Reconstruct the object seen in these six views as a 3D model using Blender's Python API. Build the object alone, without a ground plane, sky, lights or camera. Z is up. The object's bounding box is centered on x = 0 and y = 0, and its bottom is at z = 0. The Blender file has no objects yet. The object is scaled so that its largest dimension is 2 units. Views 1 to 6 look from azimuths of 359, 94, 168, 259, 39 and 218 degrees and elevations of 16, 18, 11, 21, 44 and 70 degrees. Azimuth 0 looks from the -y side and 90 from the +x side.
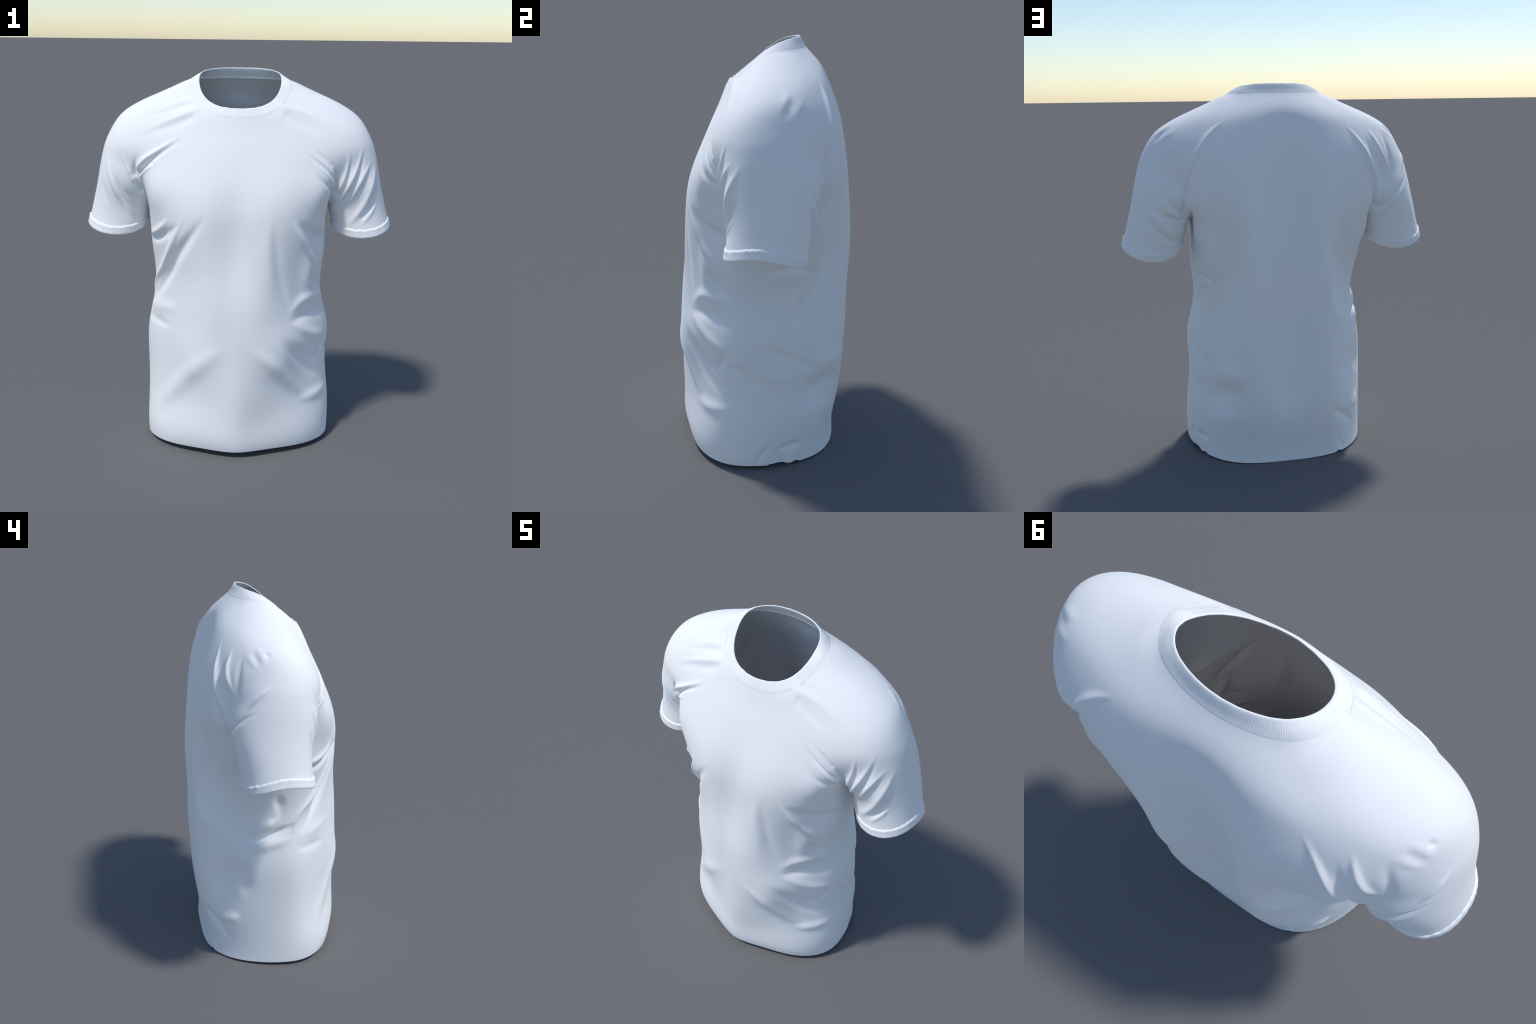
import bpy, math, bmesh
import numpy as np

# =====================================================================
#  A plain white crew-neck T-shirt, standing as if worn by nobody.
#  The cloth is one smooth surface (torso blended with two sleeves),
#  creased by a list of folds, then opened at hem, cuffs and neck,
#  given thickness and split into its sewn panels.
# =====================================================================

CLOTH = 0.0045         # thickness of the cloth (m)
GRID = 0.012           # spacing of the first, coarse net (m)


# ---------------------------------------------------------------- splines
def spline(x, y, xq):
    """Natural cubic spline through the knots."""
    x, y, xq = np.asarray(x, float), np.asarray(y, float), np.asarray(xq, float)
    n, h = len(x), np.diff(x)
    A, r = np.eye(n), np.zeros(n)
    for i in range(1, n - 1):
        A[i, i - 1:i + 2] = h[i - 1], 2 * (h[i - 1] + h[i]), h[i]
        r[i] = 6 * ((y[i + 1] - y[i]) / h[i] - (y[i] - y[i - 1]) / h[i - 1])
    m = np.linalg.solve(A, r)
    xq = np.clip(xq, x[0], x[-1])
    i = np.clip(np.searchsorted(x, xq) - 1, 0, n - 2)
    a, b = x[i + 1] - xq, xq - x[i]
    return (m[i] * a ** 3 + m[i + 1] * b ** 3) / (6 * h[i]) + (y[i] / h[i] - m[i] * h[i] / 6) * a + (y[i + 1] / h[i] - m[i + 1] * h[i] / 6) * b


def smooth_step(a, b, x):
    t = np.clip((x - a) / (b - a), 0, 1)
    return t * t * (3 - 2 * t)


# ---------------------------------------------------------------- sections
# Torso: horizontal sections.  height, half width left (-x) and right (+x),
# y of the widest line, depth to front, depth to back, and the roundness
# exponents: front (across, along) and back (across, along).
TORSO = [
    # z      left   right  mid    front  back   fx    fy    bx    by
    (-0.100, 0.498, 0.499, -0.062, 0.311, 0.441, 1.35, 2.15, 4.00, 1.75),
    (0.050, 0.506, 0.503, -0.099, 0.342, 0.458, 1.40, 2.09, 3.63, 1.75),
    (0.250, 0.502, 0.502, -0.090, 0.348, 0.485, 1.35, 1.76, 3.11, 1.81),
    (0.450, 0.502, 0.487, -0.082, 0.351, 0.514, 1.42, 1.50, 2.55, 1.80),
    (0.650, 0.496, 0.492, -0.094, 0.349, 0.539, 1.40, 1.35, 2.18, 1.75),
    (0.850, 0.455, 0.446, -0.100, 0.331, 0.559, 1.52, 1.35, 2.09, 1.79),
    (1.000, 0.455, 0.454, -0.092, 0.310, 0.560, 1.73, 1.43, 2.28, 2.37),
    (1.150, 0.471, 0.464, -0.087, 0.291, 0.557, 2.11, 1.66, 2.56, 3.19),
    (1.300, 0.474, 0.462, -0.094, 0.264, 0.551, 2.47, 1.91, 2.67, 3.73),
    (1.420, 0.500, 0.497, -0.094, 0.227, 0.531, 2.52, 1.92, 2.66, 4.00),
    (1.540, 0.574, 0.572, -0.072, 0.197, 0.482, 2.15, 1.64, 2.62, 3.97),
    (1.640, 0.632, 0.631, -0.045, 0.180, 0.427, 1.79, 1.42, 2.60, 3.76),
    (1.720, 0.622, 0.620, -0.020, 0.169, 0.371, 1.59, 1.35, 2.56, 3.44),
    (1.780, 0.566, 0.559, 0.004, 0.168, 0.324, 1.51, 1.35, 2.49, 3.11),
    (1.834, 0.473, 0.470, 0.033, 0.161, 0.272, 1.46, 1.35, 2.39, 2.77),
    (1.909, 0.307, 0.307, 0.065, 0.131, 0.183, 1.40, 1.35, 2.19, 2.27),
    (1.955, 0.228, 0.228, 0.067, 0.116, 0.138, 1.46, 1.41, 2.08, 2.03),
    (2.000, 0.185, 0.186, 0.069, 0.107, 0.108, 1.57, 1.52, 1.99, 1.90),
    (2.120, 0.125, 0.125, 0.058, 0.091, 0.052, 1.95, 1.90, 1.78, 1.75),
]

# Sleeve: horizontal sections.  height, centre x, centre y, half width, reach
# to the front and to the back.
SLEEVE = [
    # z     cx     cy     rx     front  back
    (0.950, 0.720, 0.030, 0.146, 0.168, 0.153),
    (1.130, 0.676, 0.053, 0.158, 0.166, 0.180),
    (1.220, 0.650, 0.060, 0.160, 0.166, 0.188),
    (1.310, 0.627, 0.062, 0.160, 0.173, 0.202),
    (1.420, 0.572, 0.057, 0.189, 0.194, 0.229),
    (1.520, 0.543, 0.051, 0.197, 0.186, 0.220),
    (1.620, 0.515, 0.045, 0.192, 0.155, 0.182),
    (1.700, 0.473, 0.046, 0.179, 0.111, 0.134),
    (1.760, 0.424, 0.062, 0.160, 0.074, 0.098),
    (1.860, 0.282, 0.071, 0.080, 0.031, 0.051),
    (2.100, 0.035, 0.071, 0.010, 0.009, 0.008),
]

ANGLES = 720
LEVELS = 460


def radius_table(theta, level, width, front, back, power):
    """Radius of each section for every direction around its middle."""
    c, s = np.abs(np.cos(theta))[None], np.sin(theta)[None]
    depth = np.where(s < 0, front[:, None], back[:, None])
    w = np.where(np.cos(theta)[None] < 0, width[0][:, None], width[1][:, None])
    px = np.where(s < 0, power[0][:, None], power[2][:, None])
    py = np.where(s < 0, power[1][:, None], power[3][:, None])
    lo, hi = np.zeros_like(depth), np.full_like(depth, 1.5)
    for _ in range(40):
        m = (lo + hi) / 2
        inside = (m * c / w) ** px + (m * np.abs(s) / depth) ** py < 1
        lo, hi = np.where(inside, m, lo), np.where(inside, hi, m)
    r = (lo + hi) / 2
    # round off any corner: Gaussian of 5.5 degrees
    wave = np.fft.rfft(r, axis=1)
    wave *= np.exp(-0.5 * (np.arange(wave.shape[1]) * math.radians(5.5)) ** 2)
    return np.fft.irfft(wave, ANGLES, axis=1)


class Tube:
    """A stack of horizontal sections, as a function that is negative inside."""

    def __init__(self, rows, torso):
        rows = np.array(rows)
        self.lo, self.hi = rows[0, 0], rows[-1, 0]
        z = self.z = np.linspace(self.lo, self.hi, LEVELS)
        col = [spline(rows[:, 0], rows[:, k], z) for k in range(1, rows.shape[1])]
        if torso:
            self.cx, self.cy = 0 * z, col[2]
            width, front, back, power = (col[0], col[1]), col[3], col[4], col[5:9]
        else:
            self.cx, self.cy = col[0], col[1]
            width, front, back, power = (col[2], col[2]), col[3], col[4], [0 * z + 2.1] * 4
        theta = np.arange(ANGLES) * 2 * np.pi / ANGLES
        r = radius_table(theta, z, width, front, back, power)
        kernel = np.array([1, 4, 6, 4, 1]) / 16
        for _ in range(6):
            p = np.pad(r, ((2, 2), (0, 0)), mode="edge")
            r = sum(k * p[j:j + LEVELS] for j, k in enumerate(kernel))
        self.r = r
        dz = z[1] - z[0]
        # slope of the wall, seen along the ray from the (moving) middle line
        mx, my = np.gradient(self.cx, dz)[:, None], np.gradient(self.cy, dz)[:, None]
        rise = np.gradient(r, dz, axis=0) + mx * np.cos(theta) + my * np.sin(theta)
        turn = (np.roll(r, -1, 1) - np.roll(r, 1, 1)) / (2 * 2 * np.pi / ANGLES) / r
        self.flat = 1 / np.sqrt(1 + np.minimum(rise ** 2, 9) + np.minimum(turn ** 2, 4))

    def __call__(self, p):
        f = (p[:, 2] - self.lo) / (self.hi - self.lo) * (LEVELS - 1)
        f = np.clip(f, 0, LEVELS - 1.001)
        k = f.astype(int)
        t = f - k
        cx = self.cx[k] * (1 - t) + self.cx[k + 1] * t
        cy = self.cy[k] * (1 - t) + self.cy[k + 1] * t
        x, y = p[:, 0] - cx, p[:, 1] - cy
        g = (np.arctan2(y, x) % (2 * np.pi)) / (2 * np.pi) * ANGLES
        a = g.astype(int) % ANGLES
        s = g - np.floor(g)
        b = (a + 1) % ANGLES

        def look(tab):
            return (tab[k, a] * (1 - s) + tab[k, b] * s) * (1 - t) + (tab[k + 1, a] * (1 - s) + tab[k + 1, b] * s) * t

        d = (np.hypot(x, y) - look(self.r)) * look(self.flat)
        return -blend(-d, self.hi - p[:, 2], 0.06)       # rounded cap on the stack


torso_tube = Tube(TORSO, True)
sleeve_tube = Tube(SLEEVE, False)


def blend(a, b, k):
    h = np.maximum(k - np.abs(a - b), 0) / k
    return np.minimum(a, b) - h * h * h * k / 6


def soft_radius(z):
    return 0.014 + 0.15 * smooth_step(1.40, 1.62, z)


# ---------------------------------------------------------------- folds
# Each form or fold is a line on the cloth with a half width and a height
# (negative: a hollow).  It fades out towards both ends of the line.
def both(line, *rest):
    """The same fold on the left and on the right."""
    return [(line, *rest), ([(-x, y, z) for x, y, z in line], *rest)]


def pair(middle, *rest):
    return [(middle, *rest), ((-middle[0], middle[1], middle[2]), *rest)]


# Broad soft forms: middle, reach along x, y, z, height.
FORMS = [
    ((0, 0.40, 1.00), (0.140, 0.25, 0.64), -0.126),       # channel along the spine
    ((-0.015, -0.38, 0.95), (0.110, 0.20, 0.48), -0.036),      # breastbone to belly
    *pair((0.10, 0.40, 1.20), (0.045, 0.15, 0.18), -0.020),   # flat floor of the upper channel
    ((0, 0.39, 0.42), (0.080, 0.15, 0.10), -0.016),
    ((0, 0.31, 1.80), (0.110, 0.10, 0.05), -0.010),           # nape
    *pair((0.25, 0.09, 1.955), (0.050, 0.08, 0.03), -0.010),  # where shoulder meets collar
    *pair((0.66, -0.12, 1.33), (0.120, 0.10, 0.13), -0.010),  # front of the sleeve
    *pair((0.28, 0.36, 1.12), (0.070, 0.15, 0.21), -0.073),   # below the shoulder blade
    *pair((0.20, 0.40, 0.80), (0.100, 0.15, 0.30), 0.036),    # fuller small of the back
    ((0.24, -0.35, 0.58), (0.130, 0.15, 0.13), 0.027),        # belly beside the middle
    ((-0.22, -0.35, 0.54), (0.130, 0.15, 0.13), 0.012),
    ((0.08, -0.40, 0.15), (0.170, 0.15, 0.13), -0.018),       # flatter above the front hem
    ((0.37, -0.24, 0.95), (0.050, 0.08, 0.12), 0.018),        # right of the belly
    *pair((0.43, -0.22, 1.39), (0.080, 0.10, 0.11), 0.021),   # chest at the armpit
    *pair((0.20, -0.37, -0.03), (0.160, 0.14, 0.26), -0.014),   # flatter panels above the hem
    ((-0.36, 0.31, 1.03), (0.100, 0.14, 0.20), -0.030),       # flank behind the left arm
    ((0.28, 0.36, 1.00), (0.040, 0.10, 0.14), -0.020),
    *pair((0.48, 0.03, 1.19), (0.070, 0.12, 0.09), -0.010),   # side below the armpit
    *pair((0.47, 0.24, 1.25), (0.060, 0.08, 0.08), 0.020),    # side under the armpit
    ((-0.36, 0.27, 0.48), (0.075, 0.12, 0.13), -0.032),       # left hollow above the hem
    ((0.35, 0.27, 0.36), (0.080, 0.12, 0.09), -0.030),        # right hollow above the hem
    ((-0.29, 0.36, 0.77), (0.090, 0.10, 0.07), 0.015),        # soft rolls above the back hem
    ((0.30, 0.34, 0.50), (0.070, 0.10, 0.05), 0.015),
    ((0.42, -0.21, 1.12), (0.080, 0.10, 0.07), -0.015),       # below the right breast
    *pair((0.46, 0.33, 1.40), (0.070, 0.10, 0.13), 0.044),    # back at the armpit
]

FOLDS = []


def fold(width, height, *line, root=None):
    """A crease along the line: deepest in the middle, or at its root ("start" or "end")."""
    FOLDS.append((line, width, height, {None: (0.42, 0.42), "start": (0.10, 0.75), "end": (0.75, 0.10)}[root]))


# chest at the left armhole
fold(0.014, 0.013, (-0.530, -0.145, 1.491), (-0.494, -0.170, 1.540), (-0.428, -0.186, 1.587), (-0.355, -0.184, 1.636), (-0.273, -0.173, 1.689), root="start")
fold(0.012, -0.013, (-0.514, -0.146, 1.475), (-0.477, -0.180, 1.523), (-0.428, -0.192, 1.567), (-0.365, -0.194, 1.609), (-0.288, -0.188, 1.655), root="start")
fold(0.010, 0.007, (-0.512, -0.123, 1.402), (-0.507, -0.143, 1.459), (-0.472, -0.185, 1.503), (-0.417, -0.208, 1.533))
fold(0.013, -0.022, (-0.527, -0.155, 1.534), (-0.534, -0.139, 1.463), (-0.524, -0.130, 1.414), (-0.498, -0.095, 1.367), root="end")
# left sleeve, front
fold(0.010, 0.010, (-0.597, -0.128, 1.582), (-0.573, -0.136, 1.500), (-0.553, -0.139, 1.458), (-0.539, -0.135, 1.425), root="end")
fold(0.013, -0.011, (-0.514, -0.160, 1.588), (-0.536, -0.148, 1.518), (-0.548, -0.139, 1.453), root="end")
fold(0.011, 0.008, (-0.684, -0.066, 1.573), (-0.678, -0.095, 1.481), (-0.654, -0.112, 1.404), (-0.625, -0.108, 1.339), (-0.593, -0.093, 1.259))
fold(0.013, -0.009, (-0.651, -0.114, 1.474), (-0.626, -0.122, 1.401), (-0.599, -0.106, 1.327), (-0.572, -0.086, 1.258))
fold(0.011, 0.008, (-0.624, -0.126, 1.439), (-0.597, -0.115, 1.356), (-0.576, -0.091, 1.286), (-0.532, -0.041, 1.192))
fold(0.008, -0.006, (-0.604, -0.127, 1.402), (-0.576, -0.112, 1.351), (-0.548, -0.092, 1.322))
fold(0.014, -0.004, (-0.721, -0.060, 1.432), (-0.709, -0.078, 1.365), (-0.689, -0.091, 1.285))
# left shoulder, pulls from the collar
fold(0.017, -0.005, (-0.226, -0.092, 1.830), (-0.320, -0.092, 1.804), (-0.403, -0.092, 1.777), (-0.520, -0.083, 1.744), root="start")
fold(0.019, 0.006, (-0.214, -0.122, 1.800), (-0.317, -0.126, 1.761), (-0.411, -0.127, 1.724), (-0.516, -0.131, 1.672), root="start")
fold(0.025, -0.005, (-0.223, -0.137, 1.776), (-0.327, -0.143, 1.727), (-0.410, -0.141, 1.700), (-0.526, -0.141, 1.642), root="start")
fold(0.014, 0.004, (-0.227, -0.065, 1.854), (-0.321, -0.067, 1.828), (-0.394, -0.074, 1.802))
# under the left breast
fold(0.017, 0.012, (-0.485, -0.101, 1.150), (-0.409, -0.226, 1.201), (-0.350, -0.285, 1.276))
fold(0.022, -0.013, (-0.478, -0.096, 1.119), (-0.379, -0.252, 1.180), (-0.294, -0.314, 1.251))
# left drag fold, breast to flank
fold(0.017, 0.015, (-0.270, -0.322, 1.300), (-0.320, -0.297, 1.191), (-0.357, -0.255, 1.092), (-0.407, -0.180, 0.970), (-0.454, -0.080, 0.845), (-0.491, -0.074, 0.746))
fold(0.027, -0.022, (-0.162, -0.345, 1.298), (-0.256, -0.328, 1.168), (-0.320, -0.281, 1.066), (-0.376, -0.216, 0.940), (-0.462, -0.100, 0.773))
# left flank
fold(0.034, 0.006, (-0.482, -0.075, 0.755), (-0.391, -0.215, 0.778), (-0.295, -0.300, 0.791))
fold(0.024, -0.006, (-0.509, -0.075, 0.702), (-0.438, -0.177, 0.695), (-0.339, -0.277, 0.681))
# lower front, left of the middle
fold(0.050, 0.013, (-0.046, -0.407, 0.624), (-0.156, -0.395, 0.554), (-0.256, -0.345, 0.450), (-0.362, -0.274, 0.311), (-0.455, -0.216, 0.172))
# lower front, right of the middle
fold(0.042, 0.014, (0.064, -0.414, 0.619), (0.167, -0.399, 0.537), (0.260, -0.338, 0.424), (0.365, -0.275, 0.280))
fold(0.030, -0.010, (0.222, -0.381, 0.623), (0.298, -0.331, 0.543), (0.379, -0.243, 0.445), (0.455, -0.164, 0.365))
fold(0.030, 0.009, (0.313, -0.309, 0.287), (0.409, -0.236, 0.288), (0.487, -0.110, 0.313))
# belly to right breast
fold(0.028, -0.006, (0.188, -0.344, 1.286), (0.190, -0.350, 1.138), (0.209, -0.343, 0.999), (0.243, -0.328, 0.863), (0.265, -0.324, 0.770))
fold(0.036, 0.006, (0.158, -0.349, 1.286), (0.148, -0.359, 1.140), (0.158, -0.364, 0.997), (0.179, -0.368, 0.843))
# under the right breast
fold(0.017, 0.014, (0.269, -0.321, 1.281), (0.324, -0.287, 1.170), (0.370, -0.238, 1.076), (0.419, -0.166, 0.973))
fold(0.032, -0.018, (0.297, -0.309, 1.263), (0.373, -0.248, 1.193), (0.479, -0.076, 1.126))
# right waist
fold(0.024, -0.018, (0.380, -0.236, 1.001), (0.396, -0.205, 0.934), (0.432, -0.130, 0.841))
fold(0.028, 0.012, (0.261, -0.328, 0.763), (0.326, -0.269, 0.831), (0.457, -0.071, 0.809))
fold(0.027, -0.011, (0.261, -0.336, 0.724), (0.345, -0.262, 0.753), (0.482, -0.064, 0.709))
fold(0.030, 0.010, (0.253, -0.339, 0.734), (0.337, -0.282, 0.683), (0.408, -0.217, 0.633), (0.481, -0.112, 0.606))
fold(0.036, -0.011, (0.197, -0.385, 0.667), (0.305, -0.326, 0.576), (0.442, -0.170, 0.463))
fold(0.020, -0.010, (0.423, -0.196, 0.487), (0.448, -0.167, 0.547), (0.471, -0.135, 0.597))
# chest at the right armhole
fold(0.010, -0.007, (0.314, -0.202, 1.616), (0.382, -0.209, 1.561), (0.435, -0.204, 1.519), (0.488, -0.167, 1.466), root="end")
fold(0.010, 0.007, (0.330, -0.192, 1.631), (0.408, -0.201, 1.560), (0.463, -0.191, 1.502), (0.499, -0.152, 1.464), root="end")
fold(0.010, -0.005, (0.351, -0.185, 1.635), (0.424, -0.189, 1.579), (0.485, -0.174, 1.520), root="end")
fold(0.011, 0.009, (0.350, -0.207, 1.586), (0.430, -0.212, 1.508), (0.480, -0.176, 1.441), (0.504, -0.116, 1.393), root="end")
fold(0.014, -0.014, (0.345, -0.225, 1.548), (0.430, -0.231, 1.456), (0.487, -0.098, 1.379), root="end")
fold(0.012, -0.020, (0.478, -0.175, 1.557), (0.499, -0.158, 1.481), (0.504, -0.127, 1.417), (0.507, -0.096, 1.362), root="end")
# right sleeve, front
fold(0.011, 0.010, (0.563, -0.130, 1.635), (0.560, -0.140, 1.521), (0.549, -0.139, 1.468), (0.531, -0.131, 1.412), (0.509, -0.100, 1.366), root="end")
fold(0.012, -0.009, (0.581, -0.134, 1.594), (0.569, -0.138, 1.478), (0.551, -0.134, 1.419), (0.518, -0.095, 1.351), root="end")
fold(0.013, 0.011, (0.641, -0.086, 1.635), (0.617, -0.122, 1.529), (0.592, -0.135, 1.462), (0.568, -0.133, 1.413), (0.541, -0.109, 1.360), (0.507, -0.040, 1.290), (0.498, 0.092, 1.216))
fold(0.014, -0.010, (0.650, -0.092, 1.599), (0.627, -0.123, 1.487), (0.597, -0.131, 1.418), (0.562, -0.111, 1.355), (0.518, -0.047, 1.275))
fold(0.010, 0.007, (0.694, -0.061, 1.553), (0.647, -0.116, 1.464), (0.622, -0.124, 1.412), (0.594, -0.114, 1.356), (0.560, -0.085, 1.289))
fold(0.015, -0.008, (0.694, -0.074, 1.512), (0.639, -0.117, 1.400), (0.587, -0.098, 1.303))
fold(0.019, 0.014, (0.718, -0.030, 1.537), (0.699, -0.083, 1.427), (0.679, -0.097, 1.364), (0.652, -0.099, 1.298), (0.612, -0.097, 1.237), (0.573, -0.081, 1.183))
fold(0.017, -0.012, (0.736, -0.043, 1.409), (0.705, -0.083, 1.323), (0.665, -0.098, 1.254), (0.634, -0.101, 1.216))
fold(0.013, 0.007, (0.732, -0.063, 1.330), (0.704, -0.086, 1.279), (0.677, -0.097, 1.238), (0.651, -0.103, 1.200))
# right shoulder, pulls from the collar
fold(0.022, 0.006, (0.195, -0.108, 1.820), (0.289, -0.102, 1.800), (0.384, -0.105, 1.765), (0.500, -0.114, 1.711), root="start")
fold(0.028, -0.005, (0.221, -0.131, 1.784), (0.315, -0.139, 1.737), (0.478, -0.138, 1.677), root="start")
fold(0.015, -0.004, (0.222, -0.088, 1.834), (0.332, -0.082, 1.809), (0.448, -0.085, 1.769), root="start")
# right shoulder dimples
fold(0.017, 0.004, (0.530, 0.156, 1.808), (0.641, 0.119, 1.728))
fold(0.018, -0.004, (0.559, 0.173, 1.780), (0.653, 0.132, 1.698))
fold(0.017, 0.004, (0.528, 0.208, 1.776), (0.636, 0.170, 1.689))
fold(0.013, -0.005, (0.550, 0.228, 1.734), (0.575, 0.235, 1.693))
# right armhole, back
fold(0.014, 0.013, (0.291, 0.280, 1.822), (0.378, 0.302, 1.749), (0.427, 0.321, 1.682), (0.461, 0.326, 1.627), (0.500, 0.307, 1.539))
fold(0.013, -0.016, (0.383, 0.326, 1.700), (0.444, 0.337, 1.609), (0.479, 0.323, 1.552), (0.500, 0.301, 1.481), (0.513, 0.299, 1.417), (0.512, 0.259, 1.347), root="end")
fold(0.011, -0.016, (0.491, 0.314, 1.545), (0.510, 0.297, 1.468), (0.519, 0.292, 1.397), (0.508, 0.223, 1.309), root="end")
# right sleeve, back
fold(0.010, -0.013, (0.663, 0.209, 1.567), (0.626, 0.269, 1.469), (0.579, 0.287, 1.412), (0.511, 0.252, 1.339), root="end")
fold(0.012, 0.009, (0.656, 0.248, 1.487), (0.586, 0.281, 1.376), (0.518, 0.243, 1.325), root="end")
fold(0.013, -0.012, (0.716, 0.183, 1.482), (0.673, 0.257, 1.399), (0.619, 0.273, 1.347), (0.561, 0.259, 1.326), (0.507, 0.224, 1.312), root="end")
fold(0.018, 0.011, (0.696, 0.235, 1.416), (0.651, 0.265, 1.328), (0.588, 0.246, 1.263), (0.516, 0.197, 1.252))
fold(0.013, -0.012, (0.731, 0.181, 1.431), (0.699, 0.243, 1.353), (0.653, 0.256, 1.274), (0.589, 0.234, 1.214), (0.534, 0.189, 1.201), (0.497, 0.124, 1.226))
# left armhole, back
fold(0.013, 0.016, (-0.328, 0.296, 1.786), (-0.389, 0.321, 1.708), (-0.433, 0.335, 1.636), (-0.466, 0.332, 1.556), (-0.498, 0.302, 1.472), (-0.523, 0.271, 1.359))
fold(0.012, -0.014, (-0.356, 0.337, 1.690), (-0.422, 0.350, 1.565), (-0.462, 0.336, 1.484), (-0.489, 0.299, 1.405), (-0.509, 0.240, 1.328), root="end")
# left shoulder blade
fold(0.013, 0.012, (-0.457, 0.260, 1.770), (-0.510, 0.293, 1.664), (-0.578, 0.265, 1.554))
fold(0.018, -0.009, (-0.433, 0.291, 1.738), (-0.480, 0.319, 1.621), (-0.527, 0.289, 1.537), (-0.541, 0.293, 1.450))
fold(0.018, -0.008, (-0.540, 0.223, 1.754), (-0.581, 0.253, 1.640), (-0.600, 0.264, 1.519))
# left sleeve, back
fold(0.010, -0.017, (-0.512, 0.236, 1.321), (-0.568, 0.281, 1.376), (-0.613, 0.281, 1.419), (-0.649, 0.262, 1.456), (-0.712, 0.168, 1.521), root="start")
fold(0.013, 0.011, (-0.523, 0.226, 1.297), (-0.584, 0.276, 1.359), (-0.634, 0.276, 1.407), (-0.693, 0.221, 1.471), root="start")
fold(0.010, -0.015, (-0.558, 0.284, 1.482), (-0.540, 0.288, 1.395), (-0.515, 0.247, 1.333), root="end")
fold(0.010, 0.008, (-0.670, 0.221, 1.524), (-0.686, 0.172, 1.585), (-0.692, 0.108, 1.642))
# left shoulder dimples
fold(0.015, 0.003, (-0.556, 0.163, 1.792), (-0.640, 0.134, 1.720))
fold(0.015, -0.003, (-0.554, 0.186, 1.778), (-0.634, 0.156, 1.709))
fold(0.016, 0.003, (-0.542, 0.214, 1.763), (-0.630, 0.171, 1.698))
fold(0.010, -0.005, (-0.597, 0.133, 1.774), (-0.628, 0.112, 1.750))
# left flank, below the sleeve
fold(0.022, 0.015, (-0.393, 0.183, 0.758), (-0.425, 0.096, 0.799), (-0.446, -0.011, 0.871))
fold(0.019, -0.019, (-0.390, 0.203, 0.715), (-0.436, 0.097, 0.742), (-0.450, 0.029, 0.779), (-0.453, -0.090, 0.831))
fold(0.028, 0.010, (-0.423, 0.165, 0.669), (-0.459, 0.044, 0.722), (-0.467, -0.082, 0.761))
fold(0.025, -0.013, (-0.561, 0.047, 1.035), (-0.445, 0.001, 0.924), (-0.444, 0.002, 0.863))
fold(0.050, -0.013, (-0.400, 0.210, 0.622), (-0.424, 0.183, 0.512), (-0.436, 0.176, 0.395))
fold(0.030, 0.013, (-0.346, 0.301, 0.261), (-0.399, 0.242, 0.262), (-0.425, 0.202, 0.304))
fold(0.024, -0.015, (-0.227, 0.376, 0.283), (-0.310, 0.326, 0.224), (-0.366, 0.273, 0.168), (-0.399, 0.233, 0.116))
# right flank
fold(0.030, -0.011, (0.489, -0.072, 0.616), (0.477, 0.038, 0.613), (0.443, 0.139, 0.567), (0.392, 0.236, 0.511), (0.340, 0.304, 0.466))
fold(0.040, 0.009, (0.489, -0.051, 0.544), (0.467, 0.066, 0.478), (0.398, 0.214, 0.438))
fold(0.018, -0.009, (0.441, -0.176, 0.529), (0.484, -0.082, 0.516), (0.483, -0.023, 0.459), (0.475, 0.043, 0.390))
fold(0.018, -0.013, (0.473, 0.087, 0.097), (0.445, 0.155, 0.100), (0.404, 0.224, 0.108))
# back of the right flank
fold(0.020, -0.012, (0.448, 0.009, 0.981), (0.400, 0.213, 0.995), (0.332, 0.275, 0.953))
fold(0.030, -0.007, (0.296, 0.292, 0.959), (0.346, 0.238, 0.838), (0.396, 0.179, 0.737), (0.446, 0.112, 0.663))
fold(0.025, 0.008, (0.346, 0.258, 0.930), (0.384, 0.170, 0.823), (0.420, 0.118, 0.754))
fold(0.030, -0.005, (0.433, 0.179, 0.290), (0.353, 0.251, 0.369), (0.287, 0.344, 0.398), (0.232, 0.382, 0.358), (0.213, 0.375, 0.256))
fold(0.040, 0.005, (0.372, 0.260, 0.274), (0.304, 0.330, 0.258), (0.239, 0.367, 0.255))
# gathers at the hem
fold(0.012, -0.009, (0.496, -0.011, 0.016), (0.479, 0.072, 0.148))
fold(0.012, -0.009, (0.456, 0.135, 0.019), (0.441, 0.167, 0.141))
fold(0.012, -0.009, (-0.321, 0.310, 0.004), (-0.291, 0.322, 0.104))
# soft fold behind the left arm
fold(0.036, 0.022, (-0.235, 0.410, 1.200), (-0.235, 0.420, 0.980), (-0.270, 0.390, 0.820), (-0.370, 0.280, 0.780))
# soft fold behind the right arm
fold(0.030, 0.015, (0.370, 0.330, 1.140), (0.375, 0.330, 0.980), (0.320, 0.360, 0.860))
# pinch under the arms
fold(0.012, -0.010, (-0.500, 0.310, 1.500), (-0.500, 0.290, 1.420), (-0.485, 0.250, 1.340), root="end")
fold(0.012, -0.006, (0.500, 0.310, 1.500), (0.500, 0.290, 1.420), (0.485, 0.250, 1.340), root="end")


def smooth_line(points, n=14):
    q = np.array(points, float)
    t = np.concatenate([[0], np.cumsum(np.linalg.norm(np.diff(q, axis=0), axis=1))])
    if len(q) == 2:
        return q
    u = np.linspace(0, t[-1], n)
    return np.stack([spline(t, q[:, k], u) for k in range(3)], 1)


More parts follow.
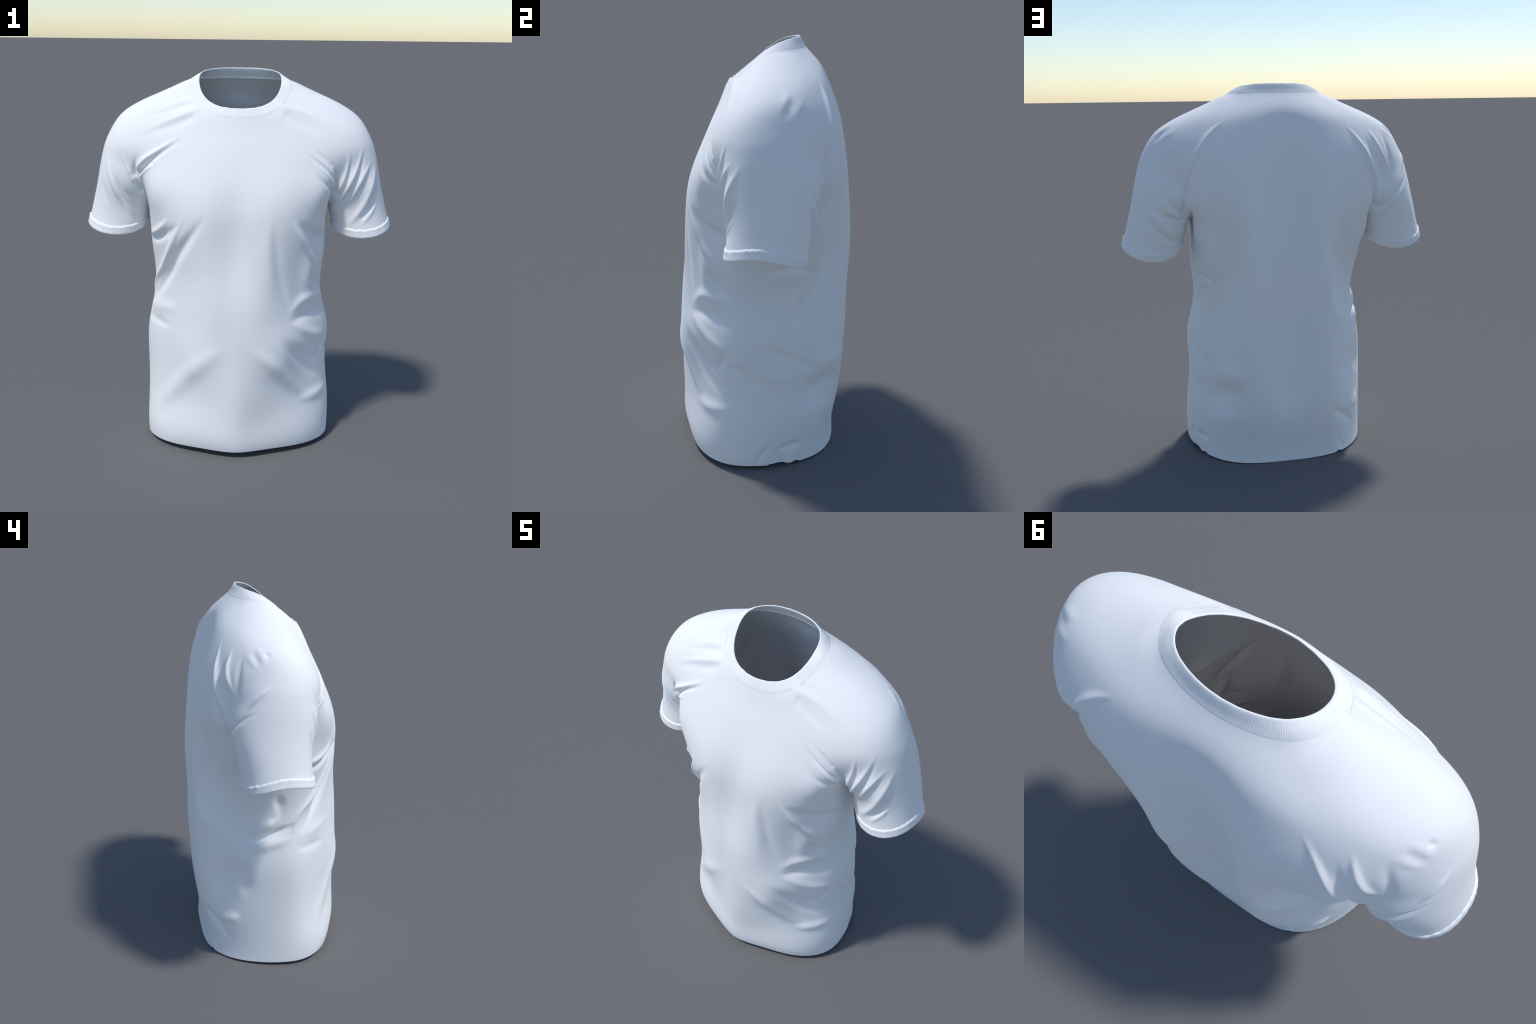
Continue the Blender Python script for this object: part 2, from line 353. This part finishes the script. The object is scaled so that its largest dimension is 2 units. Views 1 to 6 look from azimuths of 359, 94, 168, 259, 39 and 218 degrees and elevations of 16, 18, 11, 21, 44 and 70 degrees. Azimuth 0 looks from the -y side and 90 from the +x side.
FOLD_LINES = [(smooth_line(line), *rest) for line, *rest in FOLDS]


def form_relief(p):
    total = np.zeros(len(p))
    for c, r, height in FORMS:
        d = (p - np.array(c)) / np.array(r)
        total += height * np.exp(-(d[:, 0] ** 2 + d[:, 1] ** 2 + np.abs(d[:, 2]) ** (4 if r[2] > 0.3 else 2)))
    return total


def fold_relief(p):
    total = np.zeros(len(p))
    for q, width, height, (rise, fall) in FOLD_LINES:
        lo, hi = q.min(0) - 2.6 * width, q.max(0) + 2.6 * width
        at = np.where(((p > lo) & (p < hi)).all(1))[0]
        if not len(at):
            continue
        c = p[at]
        step = np.linalg.norm(np.diff(q, axis=0), axis=1)
        start = np.concatenate([[0], np.cumsum(step)])
        best, along = np.full(len(c), 9.0), np.zeros(len(c))
        for i in range(len(q) - 1):
            d = q[i + 1] - q[i]
            t = np.clip(((c - q[i]) @ d) / (d @ d), 0, 1)
            dist = ((c - q[i] - t[:, None] * d) ** 2).sum(1)
            near = dist < best
            best = np.where(near, dist, best)
            along = np.where(near, (start[i] + t * step[i]) / start[-1], along)
        fade = smooth_step(-0.03, rise, along) * smooth_step(1.03, 1 - fall, along)
        total[at] += height * np.exp(-best / (width * (0.65 + 0.35 * fade)) ** 2) * fade
    return total


def cloth_field(p):
    t = torso_tube(p)
    q = p.copy()
    q[:, 0] = np.abs(q[:, 0])
    s = sleeve_tube(q)
    f = blend(t, s, soft_radius(p[:, 2]))
    near = np.where(np.abs(f) < 0.2)[0]
    f[near] -= form_relief(p[near])
    return f


def gradient(p, e=0.002):
    g = np.empty_like(p)
    for k in range(3):
        d = np.zeros(3)
        d[k] = e
        g[:, k] = (cloth_field(p + d) - cloth_field(p - d)) / (2 * e)
    return g


def project(p, steps):
    for _ in range(steps):
        f, g = cloth_field(p), gradient(p)
        p = p - g * np.clip(f / np.maximum((g * g).sum(1), 0.05), -0.02, 0.02)[:, None]
    return p


def crease(p):
    """Lifts points of the smooth cloth on to its folds."""
    n = gradient(p)
    return p + n / np.linalg.norm(n, axis=1)[:, None] * fold_relief(p)[:, None]


# ---------------------------------------------------------------- netting
def net_surface():
    lo, hi = np.array([-0.92, -0.56, -0.09]), np.array([0.92, 0.56, 2.11])
    n = np.ceil((hi - lo) / GRID).astype(int) + 1
    ax = [lo[k] + GRID * np.arange(n[k]) for k in range(3)]
    F = np.empty(n)
    for i in range(n[0]):
        Y, Z = np.meshgrid(ax[1], ax[2], indexing="ij")
        F[i] = cloth_field(np.stack([np.full(Y.size, ax[0][i]), Y.ravel(), Z.ravel()], 1)).reshape(Y.shape)
    S = F < 0
    m = n - 1
    total, count = np.zeros((*m, 3)), np.zeros(m)
    corner = [(i, j, k) for i in (0, 1) for j in (0, 1) for k in (0, 1)]

    def part(A, c):
        return A[c[0]:c[0] + m[0], c[1]:c[1] + m[1], c[2]:c[2] + m[2]]

    for a in corner:
        for b in corner:
            if b > a and sum(abs(x - y) for x, y in zip(a, b)) == 1:
                fa, fb = part(F, a), part(F, b)
                cross = part(S, a) != part(S, b)
                t = np.where(cross, fa / np.where(cross, fa - fb, 1), 0)
                count += cross
                for k in range(3):
                    total[..., k] += np.where(cross, a[k] + t * (b[k] - a[k]), 0)
    has = count > 0
    index = np.full(m, -1)
    index[has] = np.arange(has.sum())
    verts = (np.argwhere(has) + total[has] / count[has][:, None]) * GRID + lo
    quads = []
    for k in range(3):
        u, v = (k + 1) % 3, (k + 2) % 3
        sl0, sl1 = [slice(None)] * 3, [slice(None)] * 3
        sl0[k], sl1[k] = slice(0, -1), slice(1, None)
        cross = S[tuple(sl0)] != S[tuple(sl1)]
        at = np.argwhere(cross)
        at = at[(at[:, u] > 0) & (at[:, v] > 0) & (at[:, u] < m[u]) & (at[:, v] < m[v])]
        inside = S[tuple(at.T)]
        ring = []
        for du, dv in ((1, 1), (0, 1), (0, 0), (1, 0)):
            c = at.copy()
            c[:, u] -= du
            c[:, v] -= dv
            ring.append(index[tuple(c.T)])
        q = np.stack(ring, 1)
        q[~inside] = q[~inside][:, ::-1]
        quads.append(q)
    q = np.vstack(quads)
    return verts, q[(q >= 0).all(1)]


def split_quads(v, q):
    e = np.stack([q, np.roll(q, -1, 1)], 2).reshape(-1, 2)
    key, back = np.unique(np.sort(e, 1), axis=0, return_inverse=True)
    back = back.reshape(-1, 4) + len(v)
    mid = v[key].mean(1)
    cen = v[q].mean(1)
    c = np.arange(len(q)) + len(v) + len(mid)
    out = [np.stack([q[:, i], back[:, i], c, back[:, i - 1]], 1) for i in range(4)]
    return np.vstack([v, mid, cen]), np.vstack(out)


def relax(v, q, times):
    """Evens out the net; it is projected back on the surface afterwards."""
    e = np.unique(np.sort(np.stack([q, np.roll(q, -1, 1)], 2).reshape(-1, 2), axis=1), axis=0)
    deg = np.bincount(e.ravel(), minlength=len(v))[:, None]
    for _ in range(times):
        s = np.stack([np.bincount(e[:, 0], v[e[:, 1], k], len(v)) + np.bincount(e[:, 1], v[e[:, 0], k], len(v)) for k in range(3)], 1)
        v = 0.5 * v + 0.5 * s / np.maximum(deg, 1)
    return v


# ---------------------------------------------------------------- openings
def hem_height(p):
    """Lower edge: lifted in front, gathered and nicked behind the sides."""
    a = np.arctan2(p[:, 1], p[:, 0])
    z = 0.0165 - 0.0175 * np.sin(a)
    for middle, width, lift in ((0.22, 0.07, 0.011), (0.40, 0.03, 0.007), (0.13, 0.02, 0.006), (2.30, 0.03, 0.006)):
        z = z + lift * np.exp(-((a - middle) / width) ** 4)
    return z


def cuff_height(p):
    """Lower edge of a sleeve; the left one hangs a little higher."""
    a = np.arctan2(p[:, 1] - 0.065, np.abs(p[:, 0]) - 0.665)
    return 1.139 + 0.022 * np.cos(2 * a) - 0.015 * np.sin(a) + 0.012 * np.cos(a) + 0.010 * (p[:, 0] < 0)


NECK = np.array([0.003, 0.03])
# rim of the neck opening, right half from nape to throat: x, y, z
RIM = [(0.000, 0.178, 2.000), (0.070, 0.171, 2.000), (0.126, 0.154, 1.997), (0.168, 0.130, 1.991),
       (0.206, 0.080, 1.9737), (0.213, 0.020, 1.934), (0.190, -0.055, 1.874), (0.138, -0.108, 1.832),
       (0.075, -0.134, 1.815), (0.000, -0.1445, 1.811)]
BAND = 0.058           # width of the collar band


def closed_curve(points, n):
    """Smooth closed curve through the points (Fourier-smoothed, by arc length)."""
    p = np.vstack([points, points[:1]])
    t = np.concatenate([[0], np.cumsum(np.linalg.norm(np.diff(p, axis=0), axis=1))])
    ext = np.vstack([p[-4:-1], p, p[1:4]])
    te = np.concatenate([t[-4:-1] - t[-1], t, t[1:4] + t[-1]])
    u = np.linspace(0, t[-1], n, endpoint=False)
    return np.stack([spline(te, ext[:, j], u) for j in range(3)], 1)


_right = np.array(RIM)
_left = _right[1:-1][::-1] * [-1, 1, 1]
RIM_CURVE = closed_curve(np.vstack([_right, _left]) + [0.003, 0, 0], 720)


def neck_side(p):
    """Positive below the seam that joins collar and body."""
    g = np.full(len(p), 1.0)
    near = np.where((p[:, 2] > 1.64) & (np.hypot(p[:, 0], p[:, 1] - 0.03) < 0.34))[0]
    q = p[near]
    a = np.arctan2(RIM_CURVE[:, 1] - NECK[1], RIM_CURVE[:, 0] - NECK[0])
    o = np.argsort(a)
    b = np.arctan2(q[:, 1] - NECK[1], q[:, 0] - NECK[0])
    rim_z = np.interp(b, a[o], RIM_CURVE[o, 2], period=2 * np.pi)
    d = np.full(len(q), 9.0)
    for c in RIM_CURVE[::4]:
        d = np.minimum(d, ((q - c) ** 2).sum(1))
    d = np.sqrt(d)
    g[near] = np.where(q[:, 2] > rim_z, -d - BAND, d - BAND)
    return g


def clip(v, tri, g):
    """Keeps the part of a triangle mesh where g > 0 (linear cut)."""
    g = np.where(np.abs(g) < 1e-5, 1e-5, g)
    pos = g[tri] > 0
    n = pos.sum(1)
    keep = [tri[n == 3]]
    new, lookup = [], {}

    def cut(a, b):
        k = (a, b) if a < b else (b, a)
        if k not in lookup:
            t = g[k[0]] / (g[k[0]] - g[k[1]])
            lookup[k] = len(v) + len(new)
            new.append(v[k[0]] + t * (v[k[1]] - v[k[0]]))
        return lookup[k]

    extra = []
    for f, s in zip(tri[(n == 1) | (n == 2)], pos[(n == 1) | (n == 2)]):
        one = int(np.argmax(s)) if s.sum() == 1 else int(np.argmin(s))
        a, b, c = (int(f[(one + i) % 3]) for i in range(3))
        ab, ac = cut(a, b), cut(a, c)
        if s.sum() == 1:
            extra.append((a, ab, ac))
        else:
            extra += [(ab, b, c), (ab, c, ac)]
    if extra:
        keep.append(np.array(extra))
        v = np.vstack([v, np.array(new)])
    return v, np.vstack(keep)


def tidy(v, tri):
    used = np.unique(tri)
    m = np.full(len(v), -1)
    m[used] = np.arange(len(used))
    return v[used], m[tri], used


def vertex_normals(v, tri):
    n = np.cross(v[tri[:, 1]] - v[tri[:, 0]], v[tri[:, 2]] - v[tri[:, 0]])
    out = np.stack([sum(np.bincount(tri[:, i], n[:, k], len(v)) for i in range(3)) for k in range(3)], 1)
    return out / np.maximum(np.linalg.norm(out, axis=1), 1e-12)[:, None]


def boundary_edges(tri):
    e = np.stack([tri, np.roll(tri, -1, 1)], 2).reshape(-1, 2)
    key = e[:, 0].astype(np.int64) * (tri.max() + 1) + e[:, 1]
    rev = e[:, 1].astype(np.int64) * (tri.max() + 1) + e[:, 0]
    return e[~np.isin(key, rev)]


# ---------------------------------------------------------------- the cloth
verts, quads = net_surface()
verts = project(relax(verts, quads, 3), 3)
verts, quads = split_quads(verts, quads)
verts = crease(project(relax(verts, quads, 2), 2))
tris = np.vstack([quads[:, [0, 1, 2]], quads[:, [0, 2, 3]]])


def sleeve_side(p):
    q = p.copy()
    q[:, 0] = np.abs(q[:, 0])
    return torso_tube(p) - sleeve_tube(q)


verts, tris = clip(verts, tris, verts[:, 2] - hem_height(verts))
below = np.where(sleeve_side(verts) > 0, verts[:, 2] - cuff_height(verts) - 0.004, 1.0)
verts, tris = clip(verts, tris, below)
verts, tris = clip(verts, tris, neck_side(verts))
verts, tris, _ = tidy(verts, tris)
norms = vertex_normals(verts, tris)
edges = boundary_edges(tris)

# thickness: an inner face and a rim round every opening
count = len(verts)
all_v = np.vstack([verts, verts - norms * CLOTH])
all_n = np.vstack([norms, -norms])
all_t = np.vstack([tris, tris[:, ::-1] + count,
                   np.stack([edges[:, 1], edges[:, 0], edges[:, 0] + count], 1),
                   np.stack([edges[:, 1], edges[:, 0] + count, edges[:, 1] + count], 1)])

# ---------------------------------------------------------------- materials
def cloth_material(name, grain, depth):
    """White cotton: almost flat colour, with the fine grain of the knit."""
    mat = bpy.data.materials.new(name)
    mat.use_nodes = True
    nt = mat.node_tree
    bsdf = nt.nodes["Principled BSDF"]
    bsdf.inputs["Roughness"].default_value = 0.85
    bsdf.inputs["Specular IOR Level"].default_value = 0.25
    where = nt.nodes.new("ShaderNodeTexCoord")
    squeeze = nt.nodes.new("ShaderNodeMapping")
    squeeze.inputs["Scale"].default_value = (1.0, 1.0, 0.6)
    knit = nt.nodes.new("ShaderNodeTexNoise")
    knit.inputs["Scale"].default_value = grain
    knit.inputs["Detail"].default_value = 2.0
    knit.inputs["Roughness"].default_value = 0.6
    tone = nt.nodes.new("ShaderNodeValToRGB")
    tone.color_ramp.elements[0].position, tone.color_ramp.elements[0].color = 0.3, (0.925, 0.925, 0.93, 1)
    tone.color_ramp.elements[1].position, tone.color_ramp.elements[1].color = 0.7, (0.955, 0.955, 0.955, 1)
    bump = nt.nodes.new("ShaderNodeBump")
    bump.inputs["Strength"].default_value = depth
    bump.inputs["Distance"].default_value = 0.001
    nt.links.new(where.outputs["Object"], squeeze.inputs["Vector"])
    nt.links.new(squeeze.outputs["Vector"], knit.inputs["Vector"])
    nt.links.new(knit.outputs["Fac"], tone.inputs["Fac"])
    nt.links.new(tone.outputs["Color"], bsdf.inputs["Base Color"])
    nt.links.new(knit.outputs["Fac"], bump.inputs["Height"])
    nt.links.new(bump.outputs["Normal"], bsdf.inputs["Normal"])
    return mat


jersey = cloth_material("white_jersey", 420.0, 0.16)

root = bpy.data.objects.new("t_shirt", None)
bpy.context.scene.collection.objects.link(root)
root["label"] = "plain white short-sleeved crew-neck t-shirt, worn shape, softly creased"
root["category"] = "t-shirt"


def add_part(name, v, faces, normals, material, parent=root):
    used = np.unique(np.concatenate([np.ravel(f) for f in faces])) if isinstance(faces, list) else np.unique(faces)
    m = np.full(len(v), -1)
    m[used] = np.arange(len(used))
    me = bpy.data.meshes.new(name)
    me.from_pydata(v[used].tolist(), [], m[np.asarray(faces)].tolist())
    me.polygons.foreach_set("use_smooth", np.ones(len(me.polygons), bool))
    me.materials.append(material)
    if normals is not None:
        me.normals_split_custom_set_from_vertices(normals[used].tolist())
    me.update()
    ob = bpy.data.objects.new(name, me)
    ob.parent = parent
    bpy.context.scene.collection.objects.link(ob)
    return ob


centre = all_v[all_t].mean(1)
arm = sleeve_side(centre) > 0
add_part("torso", all_v, all_t[~arm], all_n, jersey)
add_part("sleeve", all_v, all_t[arm & (centre[:, 0] > 0)], all_n, jersey)
add_part("sleeve", all_v, all_t[arm & (centre[:, 0] < 0)], all_n, jersey)


# ---------------------------------------------------------------- bands
def wobble(t, seed, waves, n=7):
    """Smooth closed random curve in -1..1 over a full turn t."""
    r = np.random.default_rng(seed)
    f = np.maximum(1, np.round(waves * r.uniform(0.5, 1.5, n)))
    return sum(np.sin(k * t + r.uniform(0, 6.28)) for k in f) / n * 1.5


def settle(p):
    """Puts points on the creased cloth."""
    return crease(project(p, 3))


def ring_faces(n, m):
    i, j = np.meshgrid(np.arange(n), np.arange(m), indexing="ij")
    a, b = i * m + j, ((i + 1) % n) * m + j
    c, d = ((i + 1) % n) * m + (j + 1) % m, i * m + (j + 1) % m
    return np.stack([a, b, c, d], -1).reshape(-1, 4)


def make_collar(ribs=380, per_rib=4):
    n = ribs * per_rib
    k = np.arange(n) / n * len(RIM_CURVE)
    rim = np.stack([np.interp(k, np.arange(len(RIM_CURVE) + 1), np.append(RIM_CURVE[:, j], RIM_CURVE[0, j])) for j in range(3)], 1)
    turn = np.arange(n) / n * 2 * np.pi
    rim[:, 2] += 0.0008 * wobble(turn, 5, 24)
    tang = np.roll(rim, -8, 0) - np.roll(rim, 8, 0)
    out = np.stack([-tang[:, 1], tang[:, 0], 0 * turn], 1)
    out /= np.linalg.norm(out, axis=1)[:, None]
    out *= np.sign((out[:, :2] * (rim[:, :2] - NECK)).sum(1))[:, None]
    lo, hi = np.full(n, -0.7), np.full(n, 2.0)
    for _ in range(26):
        m = (lo + hi) / 2
        q = rim + BAND * (np.cos(m)[:, None] * out - np.sin(m)[:, None] * np.array([0, 0, 1]))
        f = cloth_field(q)
        lo, hi = np.where(f > 0, m, lo), np.where(f > 0, hi, m)
    seam = settle(q)
    for _ in range(20):
        seam = (np.roll(seam, 1, 0) + 2 * seam + np.roll(seam, -1, 0)) / 4
    up = rim - seam
    tang /= np.linalg.norm(tang, axis=1)[:, None]
    nor = np.cross(up, tang)
    nor /= np.linalg.norm(nor, axis=1)[:, None]
    nor *= np.sign((nor * out).sum(1))[:, None]
    #        along   height  rib depth
    shape = [(-0.14, -0.004, 0), (-0.05, -0.0014, 0), (0.00, -0.0004, 0.2), (0.04, 0.0001, 0.7), (0.09, 0.0005, 1), (0.16, 0.0008, 1),
             (0.26, 0.0010, 1), (0.38, 0.0012, 1), (0.50, 0.0014, 1), (0.62, 0.0017, 1), (0.74, 0.0021, 1), (0.84, 0.0024, 0.8),
             (0.91, 0.0024, 0.5), (0.96, 0.0018, 0.2), (0.99, 0.0007, 0), (1.00, -0.0008, 0), (0.99, -0.0024, 0), (0.95, -0.0038, 0),
             (0.85, -0.0050, 0), (0.60, -0.0062, 0.3), (0.30, -0.0070, 0.3), (0.08, -0.0080, 0.3), (0.03, -0.0100, 0), (-0.02, -0.0125, 0),
             (-0.08, -0.0125, 0), (-0.13, -0.0100, 0), (-0.15, -0.0065, 0)]
    rib = np.cos(turn * ribs) * 0.0006 * (0.75 + 0.25 * wobble(turn, 8, 60))
    swell = 1 + 0.12 * wobble(turn, 3, 15)
    rows = []
    for s, h, r in shape:
        chord = seam + up * s
        w = smooth_step(0.15, 0.9, s)            # the band leaves the body's curve only towards the rim
        base = chord * w + settle(chord) * (1 - w)
        rows.append(base + nor * (h * (swell if h > 0 else 1) + rib * r)[:, None])
    v = np.stack(rows, 1)
    return v.reshape(-1, 3), ring_faces(n, len(shape))


def make_cuff(side, n=520):
    turn = np.arange(n) / n * 2 * np.pi
    mid = np.array([0.668, 0.06])
    height = 0.045

    def at(z):
        lo, hi = np.zeros(n), np.full(n, 0.5)
        for _ in range(24):
            m = (lo + hi) / 2
            q = np.stack([mid[0] + m * np.cos(turn), mid[1] + m * np.sin(turn), z], 1)
            f = sleeve_tube(q) - form_relief(q * [side, 1, 1])
            lo, hi = np.where(f < 0, m, lo), np.where(f < 0, hi, m)
        q[:, 0] *= side
        return q

    base = cuff_height(at(np.full(n, 1.14)))
    levels = [at(base + height * s) for s in (-0.1, 0.15, 0.4, 0.65, 0.9, 1.15)]
    knots = np.array([-0.1, 0.15, 0.4, 0.65, 0.9, 1.15])
    out = levels[2] - levels[2].mean(0)
    t = np.roll(levels[2], -2, 0) - np.roll(levels[2], 2, 0)
    nor = np.stack([t[:, 1], -t[:, 0], 0 * turn], 1)
    nor /= np.linalg.norm(nor, axis=1)[:, None]
    nor *= np.sign((nor * out).sum(1))[:, None]
    shape = [(1.12, -0.003), (1.05, -0.0008), (1.00, 0.0010), (0.965, 0.0034), (0.925, 0.0052), (0.87, 0.0063), (0.80, 0.0064), (0.70, 0.0061),
             (0.55, 0.0058), (0.40, 0.0057), (0.25, 0.0058), (0.12, 0.0058), (0.04, 0.0044), (0.00, 0.0022), (-0.015, -0.0005), (-0.01, -0.0030),
             (0.04, -0.0056), (0.15, -0.0070), (0.50, -0.0076), (0.90, -0.0074), (1.03, -0.0068), (1.08, -0.005)]
    a, b, c = wobble(turn, 11 + side, 26, 9), wobble(turn, 15 + side, 30, 9), wobble(turn, 19 + side, 18)
    rows = []
    for s, h in shape:
        top, low = smooth_step(0.6, 1.0, s), smooth_step(0.35, 0.0, s)
        ss = s + 0.05 * a * top * (h > 0) + 0.035 * b * low
        hh = h + (h > 0.001) * (0.0012 * a * top + 0.0014 * b * low + 0.0005 * c)
        i = np.clip(np.searchsorted(knots, ss) - 1, 0, len(knots) - 2)
        w = ((ss - knots[i]) / (knots[i + 1] - knots[i]))[:, None]
        L = np.stack(levels)
        p = L[i, np.arange(n)] * (1 - w) + L[i + 1, np.arange(n)] * w
        rows.append(p + nor * (hh + fold_relief(p))[:, None])
    v = np.stack(rows, 1).reshape(-1, 3)
    f = ring_faces(n, len(shape))
    return v, (f if side > 0 else f[:, ::-1])


ribbing = cloth_material("white_ribbing", 300.0, 0.3)
v, f = make_collar()
add_part("collar", v, f, None, ribbing)
for side in (1, -1):
    v, f = make_cuff(side)
    add_part("cuff", v, f, None, jersey)

for ob in bpy.data.objects:          # outward faces on the two kinds of band
    if ob.name.split(".")[0] in ("collar", "cuff"):
        bm = bmesh.new()
        bm.from_mesh(ob.data)
        bmesh.ops.recalc_face_normals(bm, faces=bm.faces)
        bm.to_mesh(ob.data)
        bm.free()
